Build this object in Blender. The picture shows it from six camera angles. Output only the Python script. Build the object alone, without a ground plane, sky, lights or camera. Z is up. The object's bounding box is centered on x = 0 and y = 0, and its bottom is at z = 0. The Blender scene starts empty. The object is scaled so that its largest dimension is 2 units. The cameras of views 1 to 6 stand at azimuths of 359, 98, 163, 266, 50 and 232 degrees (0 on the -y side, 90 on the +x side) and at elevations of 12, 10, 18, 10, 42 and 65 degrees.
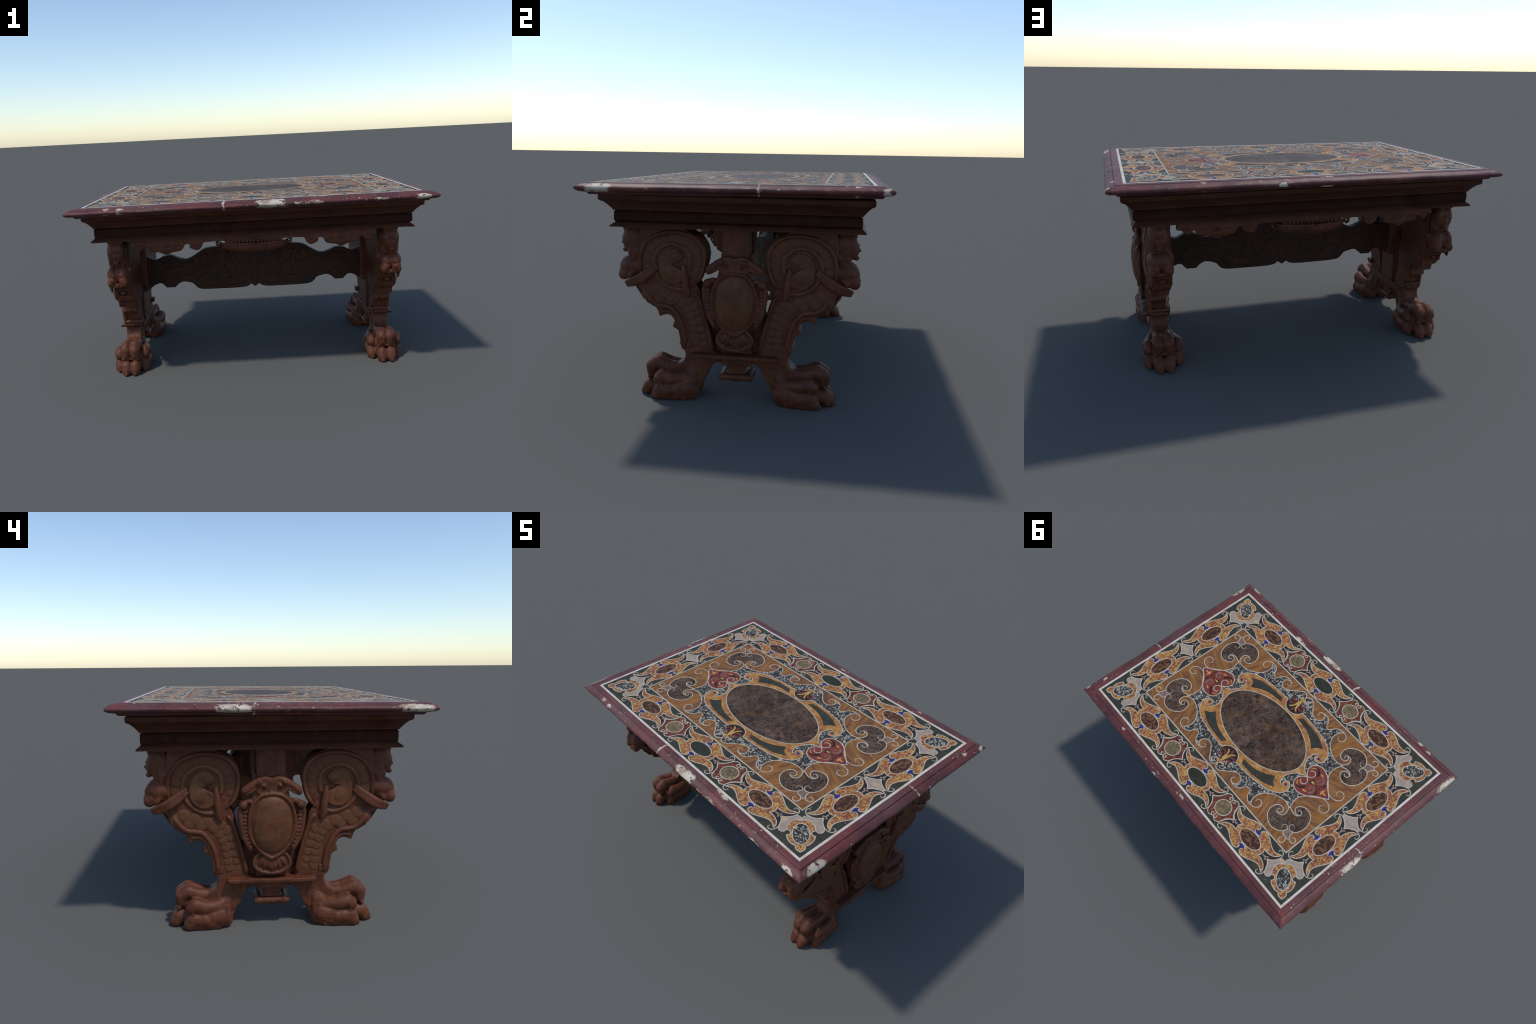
import bpy, bmesh, math, random
from mathutils import Vector, Matrix, noise

random.seed(7)
SC = bpy.context.scene

# ------------------------------------------------------------------ helpers
def link(ob, parent=None):
    SC.collection.objects.link(ob)
    if parent is not None:
        ob.parent = parent
    return ob

def catmull(pts, n, closed):
    """centripetal-ish Catmull-Rom through 2D/3D points"""
    P = [Vector(p) for p in pts]
    m = len(P)
    if m < 3 and not closed:
        return [P[0].lerp(P[-1], i / n) for i in range(n + 1)]
    out = []
    segs = m if closed else m - 1
    for i in range(segs):
        p1, p2 = P[i], P[(i + 1) % m]
        p0 = P[(i - 1) % m] if (closed or i > 0) else p1 + (p1 - p2)
        p3 = P[(i + 2) % m] if (closed or i + 2 < m) else p2 + (p2 - p1)
        d1 = max((p1 - p0).length ** .5, 1e-5); d2 = max((p2 - p1).length ** .5, 1e-5)
        d3 = max((p3 - p2).length ** .5, 1e-5)
        t0, t1 = 0, d1; t2 = t1 + d2; t3 = t2 + d3
        for k in range(n):
            t = t1 + (t2 - t1) * k / n
            a1 = p0 * ((t1 - t) / (t1 - t0)) + p1 * ((t - t0) / (t1 - t0))
            a2 = p1 * ((t2 - t) / (t2 - t1)) + p2 * ((t - t1) / (t2 - t1))
            a3 = p2 * ((t3 - t) / (t3 - t2)) + p3 * ((t - t2) / (t3 - t2))
            b1 = a1 * ((t2 - t) / (t2 - t0)) + a2 * ((t - t0) / (t2 - t0))
            b2 = a2 * ((t3 - t) / (t3 - t1)) + a3 * ((t - t1) / (t3 - t1))
            out.append(b1 * ((t2 - t) / (t2 - t1)) + b2 * ((t - t1) / (t2 - t1)))
    if not closed:
        out.append(P[-1])
    return out

def curve(pts, closed=False, n=6, s=.001):
    """points in mm; a point with a third entry 'c' is a sharp corner"""
    P = [((p[0] * s, p[1] * s), len(p) > 2) for p in pts]
    if closed:
        ci = [i for i, p in enumerate(P) if p[1]]
        if not ci:
            return catmull([p[0] for p in P], n, True)
        P = P[ci[0]:] + P[:ci[0]] + [P[ci[0]]]
    runs, cur = [], [P[0][0]]
    for p in P[1:]:
        cur.append(p[0])
        if p[1]:
            runs.append(cur); cur = [p[0]]
    if len(cur) > 1:
        runs.append(cur)
    out = []
    for r in runs:
        c = catmull(r, n, False)
        out += c[:-1]
    if not closed:
        out.append(Vector(runs[-1][-1]))
    return out

def mx(p): return (-p[0],) + tuple(p[1:])
def my(p): return (p[0], -p[1]) + tuple(p[2:])
def sym_x(path):                       # path from one point of the y axis to another: close by mirror in x
    back = [mx(p) for p in reversed(path) if abs(p[0]) > 1e-9]
    return path + back
def sym_y(path):
    back = [my(p) for p in reversed(path) if abs(p[1]) > 1e-9]
    return path + back
def sym4(path):                        # path in a quadrant from the y axis to the x axis
    half = sym_y(path)                 # from +y axis through +x to -y axis
    return sym_x(half)

def ellipse(cx, cy, a, b, n=64):
    return [Vector((cx + a * math.cos(2 * math.pi * i / n), cy + b * math.sin(2 * math.pi * i / n))) for i in range(n)]

def area2(l):
    return sum(l[i - 1][0] * l[i][1] - l[i][0] * l[i - 1][1] for i in range(len(l)))

class Geo:
    """collects vertices and faces"""
    def __init__(s): s.v = []; s.f = []
    def add(s, v, f):
        o = len(s.v); s.v += [tuple(x) for x in v]; s.f += [[i + o for i in q] for q in f]
    def prism(s, loop, z0, z1):
        if area2(loop) < 0: loop = list(reversed(loop))
        n = len(loop)
        v = [(p[0], p[1], z1) for p in loop] + [(p[0], p[1], z0) for p in loop]
        f = [list(range(n)), list(range(2 * n - 1, n - 1, -1))]
        f += [[i, n + i, n + (i + 1) % n, (i + 1) % n] for i in range(n)]
        s.add(v, f)
    def ribbon(s, line, w, z0, z1, closed=False, taper=0):
        n = len(line); L = []; R = []
        for i in range(n):
            a = line[i - 1] if (closed or i) else line[i]
            b = line[(i + 1) % n] if (closed or i < n - 1) else line[i]
            t1 = (line[i] - a); t2 = (b - line[i])
            t1 = t1.normalized() if t1.length > 1e-9 else t2.normalized()
            t2 = t2.normalized() if t2.length > 1e-9 else t1
            t = t1 + t2
            t = t.normalized() if t.length > 1e-6 else t1
            k = 1 / max(.6, abs(t.dot(t1)))
            ww = w * k
            if taper and not closed:
                u = (n - 1 - i) / max(1, n - 1)
                ww *= min(1, .35 + u * 3) if taper > 0 else 1
            nn = Vector((-t[1], t[0])) * ww * .5
            L.append(line[i] + nn); R.append(line[i] - nn)
        v = [(p[0], p[1], z1) for p in L] + [(p[0], p[1], z1) for p in R] + \
            [(p[0], p[1], z0) for p in L] + [(p[0], p[1], z0) for p in R]
        f = []
        for i in range(n if closed else n - 1):
            j = (i + 1) % n
            f += [[n + i, n + j, j, i], [i, j, 2 * n + j, 2 * n + i], [n + j, n + i, 3 * n + i, 3 * n + j]]
        s.add(v, f)
    def tube(s, line, r, seg=10, flat=1.0, axis=None):
        """swept round bar along a 3D line; r a number or function of 0..1; flat squashes along axis"""
        n = len(line); rings = []
        up = Vector(axis) if axis else Vector((1, 0, 0))
        for i in range(n):
            a = line[max(0, i - 1)]; b = line[min(n - 1, i + 1)]
            t = (b - a).normalized()
            e1 = up - t * up.dot(t)
            e1 = e1.normalized() if e1.length > 1e-6 else t.orthogonal().normalized()
            e2 = t.cross(e1)
            rr = r(i / (n - 1)) if callable(r) else r
            rings.append([line[i] + (e1 * math.cos(2 * math.pi * k / seg) * flat + e2 * math.sin(2 * math.pi * k / seg)) * rr for k in range(seg)])
        v = [p for q in rings for p in q]; f = []
        for i in range(n - 1):
            for k in range(seg):
                k2 = (k + 1) % seg
                f.append([i * seg + k, i * seg + k2, (i + 1) * seg + k2, (i + 1) * seg + k])
        f.append(list(range(seg - 1, -1, -1))); f.append([(n - 1) * seg + k for k in range(seg)])
        s.add(v, f)
    def blob(s, c, r, rot=None, u=20, w=12, power=1.0):
        v = []; f = []
        M = rot.to_matrix() if rot is not None else Matrix.Identity(3)
        def sp(x): return math.copysign(abs(x) ** power, x)
        for i in range(1, w):
            a = math.pi * i / w
            for k in range(u):
                b = 2 * math.pi * k / u
                p = Vector((r[0] * sp(math.sin(a)) * sp(math.cos(b)), r[1] * sp(math.sin(a)) * sp(math.sin(b)), r[2] * sp(math.cos(a))))
                v.append(M @ p + Vector(c))
        top = len(v); v.append(M @ Vector((0, 0, r[2])) + Vector(c)); v.append(M @ Vector((0, 0, -r[2])) + Vector(c))
        for i in range(w - 2):
            for k in range(u):
                k2 = (k + 1) % u
                f.append([i * u + k, (i + 1) * u + k, (i + 1) * u + k2, i * u + k2])
        for k in range(u):
            k2 = (k + 1) % u
            f.append([top, k, k2]); f.append([top + 1, (w - 2) * u + k2, (w - 2) * u + k])
        s.add(v, f)
    def limb(s, pts, n=10):
        """chain of balls through (x,y,z,r) points, hulled by overlap"""
        for a, b in zip(pts, pts[1:]):
            for i in range(n + 1):
                t = i / n
                c = [a[j] + (b[j] - a[j]) * t for j in range(4)]
                s.blob(c[:3], (c[3],) * 3, u=14, w=9)
    def box(s, lo, hi):
        x0, y0, z0 = lo; x1, y1, z1 = hi
        v = [(x0, y0, z0), (x1, y0, z0), (x1, y1, z0), (x0, y1, z0), (x0, y0, z1), (x1, y0, z1), (x1, y1, z1), (x0, y1, z1)]
        s.add(v, [[3, 2, 1, 0], [4, 5, 6, 7], [0, 1, 5, 4], [1, 2, 6, 5], [2, 3, 7, 6], [3, 0, 4, 7]])
    def slab_yz(s, loop, x0, x1):      # outline in (y,z) thickened along x
        g = Geo(); g.prism(loop, x0, x1)
        s.add([(p[2], p[0], p[1]) for p in g.v], g.f)
    def slab_xz(s, loop, y0, y1):      # outline in (x,z) thickened along y
        g = Geo(); g.prism(loop, -y1, -y0)
        s.add([(p[0], -p[2], p[1]) for p in g.v], g.f)
    def mesh(s, name, mat, smooth=None):
        me = bpy.data.meshes.new(name)
        me.from_pydata(s.v, [], s.f); me.update()
        me.materials.append(mat)
        if smooth == 'all':
            me.polygons.foreach_set('use_smooth', [True] * len(me.polygons))
        elif smooth:
            ob = bpy.data.objects.new('tmp', me)
            me.polygons.foreach_set('use_smooth', [True] * len(me.polygons))
            me.set_sharp_from_angle(angle=math.radians(smooth))
            bpy.data.objects.remove(ob)
        return me

def remesh(geo, name, mat, voxel=.004, smooth=3, rough=0, freq=30, factor=.5):
    """fuse overlapping solids into one carved surface"""
    me0 = bpy.data.meshes.new('src'); me0.from_pydata(geo.v, [], geo.f)
    ob = bpy.data.objects.new('src', me0); SC.collection.objects.link(ob)
    m = ob.modifiers.new('r', 'REMESH'); m.mode = 'VOXEL'; m.voxel_size = voxel
    m2 = ob.modifiers.new('s', 'SMOOTH'); m2.factor = factor; m2.iterations = smooth
    dg = bpy.context.evaluated_depsgraph_get(); dg.update()
    me = bpy.data.meshes.new_from_object(ob.evaluated_get(dg)); me.name = name
    bpy.data.objects.remove(ob); bpy.data.meshes.remove(me0)
    if rough:
        cnt = len(me.vertices)
        co = [0.0] * (3 * cnt); no = [0.0] * (3 * cnt)
        me.vertices.foreach_get('co', co); me.vertex_normals.foreach_get('vector', no)
        for i in range(0, 3 * cnt, 3):
            p = Vector((co[i], co[i + 1], co[i + 2])) * freq
            d = (noise.noise(p) + .5 * noise.noise(p * 2.3)) * rough
            co[i] += no[i] * d; co[i + 1] += no[i + 1] * d; co[i + 2] += no[i + 2] * d
        me.vertices.foreach_set('co', co); me.update()
    me.materials.clear(); me.materials.append(mat)
    me.polygons.foreach_set('use_smooth', [True] * len(me.polygons))
    return me

# ---------------------------------------------------------------- materials
class Mat:
    def __init__(s, name, rough=.55, spec=.12, jitter=True):
        s.m = bpy.data.materials.new(name); s.m.use_nodes = True
        s.t = s.m.node_tree; s.t.nodes.clear()
        s.out = s.t.nodes.new('ShaderNodeOutputMaterial')
        s.b = s.t.nodes.new('ShaderNodeBsdfPrincipled')
        s.b.inputs['Roughness'].default_value = rough
        s.b.inputs['Specular IOR Level'].default_value = spec
        s.t.links.new(s.b.outputs[0], s.out.inputs[0])
        tc = s.t.nodes.new('ShaderNodeTexCoord')
        s.co = tc.outputs['Object']
        s.obj = s.co
        if jitter:
            oi = s.t.nodes.new('ShaderNodeObjectInfo')
            k = s.vec('SCALE', (17.3, 41.7, 29.1), None, oi.outputs['Random'])
            s.co = s.vec('ADD', s.co, k)
    def put(s, sock, v):
        if v is None: return
        if isinstance(v, bpy.types.NodeSocket): s.t.links.new(v, sock)
        else:
            if hasattr(sock.default_value, '__len__') and len(sock.default_value) == 4 and len(v) == 3: v = (*v, 1)
            sock.default_value = v
    def vec(s, op, a, b=None, scale=None):
        n = s.t.nodes.new('ShaderNodeVectorMath'); n.operation = op
        s.put(n.inputs[0], a)
        if b is not None: s.put(n.inputs[1], b)
        if scale is not None: s.put(n.inputs['Scale'], scale)
        return n.outputs['Value'] if op in ('LENGTH', 'DISTANCE', 'DOT_PRODUCT') else n.outputs[0]
    def math(s, op, a, b=None, c=None, clamp=False):
        n = s.t.nodes.new('ShaderNodeMath'); n.operation = op; n.use_clamp = clamp
        s.put(n.inputs[0], a); s.put(n.inputs[1], b); s.put(n.inputs[2], c)
        return n.outputs[0]
    def noise(s, scale, detail=4, rough=.55, dist=0, co=None, color=False):
        n = s.t.nodes.new('ShaderNodeTexNoise')
        s.put(n.inputs['Vector'], co or s.co)
        n.inputs['Scale'].default_value = scale; n.inputs['Detail'].default_value = detail
        n.inputs['Roughness'].default_value = rough; n.inputs['Distortion'].default_value = dist
        return n.outputs['Color' if color else 0]
    def voronoi(s, scale, feature='F1', co=None, out=0, rnd=1):
        n = s.t.nodes.new('ShaderNodeTexVoronoi'); n.feature = feature
        s.put(n.inputs['Vector'], co or s.co); n.inputs['Scale'].default_value = scale
        n.inputs['Randomness'].default_value = rnd
        return n.outputs[out]
    def wave(s, scale, dist=5, detail=3, dscale=1, co=None, kind='BANDS', dirn='X'):
        n = s.t.nodes.new('ShaderNodeTexWave'); n.wave_type = kind
        if kind == 'BANDS': n.bands_direction = dirn
        s.put(n.inputs['Vector'], co or s.co)
        n.inputs['Scale'].default_value = scale; n.inputs['Distortion'].default_value = dist
        n.inputs['Detail'].default_value = detail; n.inputs['Detail Scale'].default_value = dscale
        return n.outputs[1]
    def ramp(s, fac, stops, const=False):
        n = s.t.nodes.new('ShaderNodeValToRGB')
        e = n.color_ramp.elements
        while len(e) < len(stops): e.new(.5)
        for q, (p, c) in zip(e, stops):
            q.position = p; q.color = (*c, 1)
        if const: n.color_ramp.interpolation = 'CONSTANT'
        s.put(n.inputs[0], fac)
        return n.outputs[0]
    def mix(s, fac, a, b, mode='MIX'):
        n = s.t.nodes.new('ShaderNodeMix'); n.data_type = 'RGBA'; n.blend_type = mode
        s.put(n.inputs[0], fac); s.put(n.inputs[6], a); s.put(n.inputs[7], b)
        return n.outputs[2]
    def step(s, v, lo, hi):
        n = s.t.nodes.new('ShaderNodeMapRange'); n.interpolation_type = 'SMOOTHSTEP'
        s.put(n.inputs[0], v); n.inputs[1].default_value = lo; n.inputs[2].default_value = hi
        return n.outputs[0]
    def scaled(s, k, co=None):
        return s.vec('MULTIPLY', co or s.co, k)
    def warp(s, amount, scale, co=None):
        c = s.noise(scale, 3, co=co, color=True)
        c = s.vec('SUBTRACT', c, (.5, .5, .5))
        c = s.vec('SCALE', c, None, amount)
        return s.vec('ADD', co or s.co, c)
    def bump(s, h, strength=.3, dist=.002):
        n = s.t.nodes.new('ShaderNodeBump')
        n.inputs['Strength'].default_value = strength; n.inputs['Distance'].default_value = dist
        s.put(n.inputs['Height'], h)
        s.t.links.new(n.outputs[0], s.b.inputs['Normal'])
    def color(s, c):
        s.put(s.b.inputs['Base Color'], c); return s.m

def M_plain(name, c, var=.25, scale=40, **k):
    m = Mat(name, **k)
    n = m.noise(scale, 5)
    return m.color(m.ramp(n, [(.3, tuple(x * (1 - var) for x in c)), (.7, tuple(x * (1 + var) for x in c))]))

def M_serpentine():
    m = Mat('green_serpentine')
    base = m.ramp(m.noise(22, 6, .65), [(.3, (.026, .026, .020)), (.55, (.038, .038, .028)), (.8, (.060, .060, .045))])
    sp = m.math('MULTIPLY', m.step(m.noise(75, 2, co=m.warp(.02, 40)), .64, .72), m.step(m.noise(12, 2), .46, .62))
    return m.color(m.mix(sp, base, (.24, .235, .18)))

def M_brocatelle():
    m = Mat('brocatelle_marble')
    co = m.warp(.012, 110)
    v = m.voronoi(150, co=co, out=1)
    sep = m.t.nodes.new('ShaderNodeSeparateColor'); m.put(sep.inputs[0], v)
    big = m.noise(30, 3)
    f = m.math('ADD', m.math('MULTIPLY', sep.outputs[0], .5), m.math('MULTIPLY', big, .85))
    f = m.math('ADD', f, m.math('MULTIPLY', m.noise(170, 3), .35))
    return m.color(m.ramp(f, [(.55, (.145, .045, .030)), (.78, (.215, .078, .043)), (.90, (.31, .140, .050)), (1.0, (.42, .24, .072))]))

def M_alabaster():
    m = Mat('golden_alabaster', jitter=False)
    sx = m.t.nodes.new('ShaderNodeSeparateXYZ'); m.put(sx.inputs[0], m.obj)
    ax = m.math('ABSOLUTE', sx.outputs[0]); ay = m.math('ABSOLUTE', sx.outputs[1])
    mask = m.math('GREATER_THAN', m.math('SUBTRACT', ax, .31), ay)
    cx = m.t.nodes.new('ShaderNodeCombineXYZ')      # across-grain coordinate first
    tilt = m.math('MULTIPLY', ay, .35)
    t1 = m.math('ADD', sx.outputs[0], tilt)
    t2 = m.math('ADD', sx.outputs[1], m.math('MULTIPLY', ax, .35))
    mm = m.t.nodes.new('ShaderNodeMix'); m.put(mm.inputs[0], mask); m.put(mm.inputs[2], t1); m.put(mm.inputs[3], t2)
    nn = m.t.nodes.new('ShaderNodeMix'); m.put(nn.inputs[0], mask); m.put(nn.inputs[2], sx.outputs[1]); m.put(nn.inputs[3], sx.outputs[0])
    m.put(cx.inputs[0], mm.outputs[0]); m.put(cx.inputs[1], m.math('MULTIPLY', nn.outputs[0], .16)); m.put(cx.inputs[2], mask)
    co = m.warp(.018, 9, co=cx.outputs[0])
    n1 = m.noise(46, 6, .65, co=co)
    n2 = m.noise(190, 4, .65, co=co)
    f = m.math('ADD', m.math('MULTIPLY', n1, .75), m.math('MULTIPLY', n2, .25))
    col = m.ramp(f, [(.36, (.085, .038, .021)), (.44, (.145, .062, .027)), (.50, (.195, .085, .030)), (.57, (.235, .110, .036)), (.68, (.32, .18, .075))])
    col = m.mix(m.math('MULTIPLY', m.step(m.noise(7, 3, co=m.obj), .5, .7), .55), col, (.30, .125, .025))
    col = m.mix(m.math('MULTIPLY', m.step(m.noise(9, 3, co=m.vec('ADD', co, (4, 2, 1))), .52, .66), .7), col, (.105, .050, .032))
    return m.color(col)

def M_breccia_bw():
    m = Mat('black_white_breccia')
    co = m.warp(.03, 34)
    v = m.voronoi(110, co=co, out=1)
    sep = m.t.nodes.new('ShaderNodeSeparateColor'); m.put(sep.inputs[0], v)
    f = m.math('ADD', m.math('MULTIPLY', sep.outputs[0], .45), m.noise(80, 5, .7, 2.5))
    return m.color(m.ramp(f, [(.64, (.025, .022, .020)), (.76, (.050, .046, .042)), (.84, (.17, .158, .135)), (.97, (.45, .41, .345))]))

def M_emperador():
    m = Mat('dark_brown_breccia')
    co = m.warp(.022, 50)
    co = m.warp(.010, 140, co=co)
    def cells(scale, k):
        c = m.voronoi(scale, co=co, out=1)
        sep = m.t.nodes.new('ShaderNodeSeparateColor'); m.put(sep.inputs[0], c)
        return sep.outputs[k], m.voronoi(scale, 'DISTANCE_TO_EDGE', co=co)
    c1, e1 = cells(34, 0); c2, e2 = cells(88, 1)
    sel = m.step(m.noise(9, 3), .44, .54)
    big = m.noise(5.5, 3, co=m.vec('ADD', m.co, (2, 7, 1)))
    mixf = m.t.nodes.new('ShaderNodeMix'); m.put(mixf.inputs[0], sel); m.put(mixf.inputs[2], c1); m.put(mixf.inputs[3], c2)
    f = m.math('ADD', m.math('MULTIPLY', mixf.outputs[0], .55), m.math('MULTIPLY', m.noise(70, 6, .72), .62))
    base = m.ramp(f, [(.32, (.018, .013, .010)), (.45, (.036, .022, .015)), (.62, (.054, .032, .022)), (.82, (.080, .050, .035)), (.98, (.17, .105, .062))])
    base = m.mix(m.math('MULTIPLY', m.step(m.noise(16, 5, .65), .53, .66), .6), base, (.125, .056, .020))
    n2 = m.math('MULTIPLY', m.math('SUBTRACT', 1, m.step(e2, .01, .13)), m.step(big, .42, .60))
    n1 = m.math('MULTIPLY', m.math('SUBTRACT', 1, m.step(e1, .0, .035)), m.step(m.noise(13, 4), .46, .60))
    vv = m.math('MAXIMUM', m.math('MULTIPLY', n1, .5), m.math('MULTIPLY', n2, .5))
    vv = m.math('MULTIPLY', vv, m.step(m.noise(60, 3), .30, .5))
    return m.color(m.mix(m.math('MULTIPLY', vv, .85), base, (.26, .185, .135)))

def M_giallo():
    m = Mat('yellow_marble')
    f = m.math('ADD', m.math('MULTIPLY', m.noise(26, 3, .5), .55), m.math('MULTIPLY', m.noise(110, 4, .65), .45))
    return m.color(m.ramp(f, [(.38, (.20, .065, .030)), (.47, (.29, .125, .042)), (.55, (.37, .18, .050)), (.66, (.43, .265, .098))]))

def M_jasper():
    m = Mat('red_jasper')
    f = m.noise(30, 4, .6, 2)
    return m.color(m.ramp(f, [(.36, (.062, .020, .015)), (.5, (.115, .034, .023)), (.61, (.20, .066, .026)), (.74, (.30, .15, .08))]))

def M_lilac():
    m = Mat('lilac_grey_marble')
    f = m.noise(60, 4, .6, 1, co=m.scaled((1, .3, 1)))
    c = m.ramp(f, [(.3, (.215, .170, .135)), (.7, (.36, .295, .235))])
    return m.color(m.mix(m.step(m.noise(16, 3), .55, .68), c, (.40, .30, .19)))

def M_white():
    m = Mat('white_marble_strip')
    f = m.noise(26, 4, .6)
    return m.color(m.ramp(f, [(.3, (.33, .27, .20)), (.5, (.40, .34, .265)), (.72, (.46, .40, .32))]))

def M_fillet():
    m = Mat('white_fillet_marble')
    return m.color(m.ramp(m.noise(16, 4, .6), [(.3, (.42, .345, .26)), (.5, (.53, .46, .385)), (.72, (.58, .53, .47))]))

def M_onyx():
    m = Mat('brown_onyx')
    w = m.wave(9, 11, 4, 2.6, kind='RINGS')
    c = m.ramp(w, [(.1, (.042, .020, .014)), (.5, (.070, .032, .018)), (.85, (.105, .047, .024)), (.99, (.16, .078, .038))])
    return m.color(c)

def M_lumachella():
    m = Mat('shell_marble')
    f = m.math('ADD', m.math('MULTIPLY', m.noise(120, 4, .75, 1), .8), m.math('MULTIPLY', m.noise(30, 2), .2))
    c = m.ramp(f, [(.40, (.055, .040, .027)), (.49, (.115, .085, .050)), (.56, (.20, .148, .078)), (.66, (.36, .29, .18))])
    return m.color(m.mix(m.math('MULTIPLY', m.step(m.noise(38, 2), .56, .66), .6), c, (.22, .13, .04)))

def M_porphyry(patches):
    m = Mat('purple_red_marble', rough=.5, spec=.2, jitter=False)
    base = m.ramp(m.noise(7, 6, .62, .6), [(.3, (.072, .026, .027)), (.47, (.100, .034, .034)), (.62, (.140, .038, .036)), (.78, (.165, .070, .064))])
    base = m.mix(m.math('MULTIPLY', m.step(m.noise(3.2, 3, co=m.vec('ADD', m.co, (5, 5, 5))), .5, .7), .6), base, (.105, .055, .055))
    fl = m.math('MULTIPLY', m.step(m.noise(62, 3, .5, co=m.warp(.02, 30)), .66, .70), m.step(m.noise(4.5, 3), .46, .60))
    col = m.mix(fl, base, (.45, .385, .30))
    veil = m.math('MULTIPLY', m.step(m.noise(26, 5, .7, 1.2), .52, .75), .35)
    col = m.mix(veil, col, (.22, .155, .145))
    co = m.warp(.03, 18)
    co = m.warp(.022, 60, co=co)
    tot = None
    for (cx, cy, rx, ry) in patches:
        d = m.vec('LENGTH', m.vec('DIVIDE', m.vec('SUBTRACT', co, (cx, cy, 1.02)), (rx * .95, ry * .95, .04)))
        k = m.math('SUBTRACT', 1, m.step(d, .80, 1.02))
        tot = k if tot is None else m.math('MAXIMUM', tot, k)
    holes = m.step(m.noise(24, 5, .7, co=m.vec('ADD', m.co, (9, 2, 4))), .40, .45)
    tot = m.math('MULTIPLY', tot, holes)
    pale = m.ramp(m.noise(18, 4), [(.33, (.27, .195, .15)), (.45, (.42, .34, .25)), (.58, (.50, .43, .34)), (.72, (.54, .49, .42))])
    col = m.mix(tot, col, pale)
    m.bump(m.noise(60, 4), .15, .002)
    return m.color(col)

def M_wood(name, dark, mid, light, along='Z', rough=.44, jitter=True):
    m = Mat(name, rough=rough, spec=.20 if jitter else .05, jitter=jitter)
    k = {'X': (1.2, 14, 14), 'Y': (14, 1.2, 14), 'Z': (14, 14, 1.6)}[along]
    g = m.noise(4, 6, .65, .6, co=m.scaled(k))
    n = m.noise(9, 4, .55)
    f = m.math('ADD', m.math('MULTIPLY', g, .5), m.math('MULTIPLY', n, .5))
    col = m.ramp(f, [(.32, dark), (.5, mid), (.68, light)])
    fine = m.noise(30, 5, .7, co=m.scaled(k))
    col = m.mix(.35, col, m.ramp(fine, [(.35, tuple(x * .55 for x in mid)), (.65, tuple(min(1, x * 1.35) for x in mid))]))
    ochre = m.math('MULTIPLY', m.step(m.noise(6.5, 4, .6, co=m.vec('ADD', m.co, (3, 8, 5))), .50, .66), .5)
    col = m.mix(ochre, col, tuple(a * b for a, b in zip(mid, (.92, 1.25, 1.2))))
    umber = m.math('MULTIPLY', m.step(m.noise(8, 5, .65, co=m.vec('ADD', m.co, (7, 1, 9))), .54, .68), .55)
    col = m.mix(umber, col, tuple(a * b for a, b in zip(dark, (.75, .9, 1.1))))
    pits = m.step(m.noise(140, 2), .66, .72)
    col = m.mix(m.math('MULTIPLY', pits, .6), col, tuple(x * .4 for x in dark))
    m.bump(m.math('ADD', fine, m.math('MULTIPLY', m.noise(70, 3), .8)), .35, .0025)
    return m.color(col)

GREEN = M_serpentine(); BROC = M_brocatelle(); ALAB = M_alabaster(); BW = M_breccia_bw(); EMP = M_emperador()
FILLET = M_fillet(); GIAL = M_giallo(); JASP = M_jasper(); LILAC = M_lilac(); WHITE = M_white(); ONYX = M_onyx(); LUM = M_lumachella()
SLATE = M_plain('black_slate', (.025, .021, .018)); LAPIS = M_plain('blue_lapis', (.026, .024, .155), .3, 90)
DKGREEN = M_plain('plain_dark_green_stone', (.027, .030, .019), .3)
HEARTRED = M_plain('plain_red_stone', (.172, .038, .028), .12)
YELLOW = M_plain('plain_yellow_stone', (.42, .245, .070), .2)
INLAYGREY = M_plain('plain_grey_stone', (.17, .115, .092), .25)
DARK = M_plain('plain_black_stone', (.026, .019, .015), .3)
PINKY = M_plain('pinkish_stone', (.25, .185, .15), .2, 80)

PATCH = [(.10, -.672, .105, .032), (.36, -.628, .075, .014), (.30, -.697, .09, .012), (.69, -.700, .05, .014), (.910, -.690, .05, .014), (.985, -.585, .03, .075),
         (-.154, -.65, .008, .05), (.965, .125, .06, .006), (.965, .545, .012, .022), (.99, .66, .015, .02), (-.992, .17, .028, .095), (-.955, .085, .05, .006),
         (-.992, -.60, .025, .09), (-.78, -.672, .03, .012), (-.70, -.682, .025, .014), (-.03, .65, .05, .010), (.57, .655, .02, .010), (.20, .69, .03, .01)]
PORPH = M_porphyry(PATCH)
WOOD = M_wood('carved_walnut', (.048, .0155, .0092), (.106, .0335, .0172), (.168, .058, .029))
WOOD_B = M_wood('carved_walnut_ochre', (.056, .021, .0108), (.116, .0425, .0190), (.176, .072, .031))
WOOD_D = M_wood('frieze_walnut_dark_tone', (.018, .0070, .0042), (.036, .0125, .0070), (.062, .021, .0105), along='X', jitter=False)  # darker brown tones than the carved legs
WOOD_S = M_wood('dark_stretcher_walnut', (.026, .010, .007), (.048, .018, .011), (.074, .027, .016), along='X')

# -------------------------------------------------------------------- root
root = bpy.data.objects.new('inlaid_marble_table', None)
SC.collection.objects.link(root)
root['label'] = 'antique carved walnut table with inlaid coloured marble top'
root['category'] = 'table'

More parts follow.
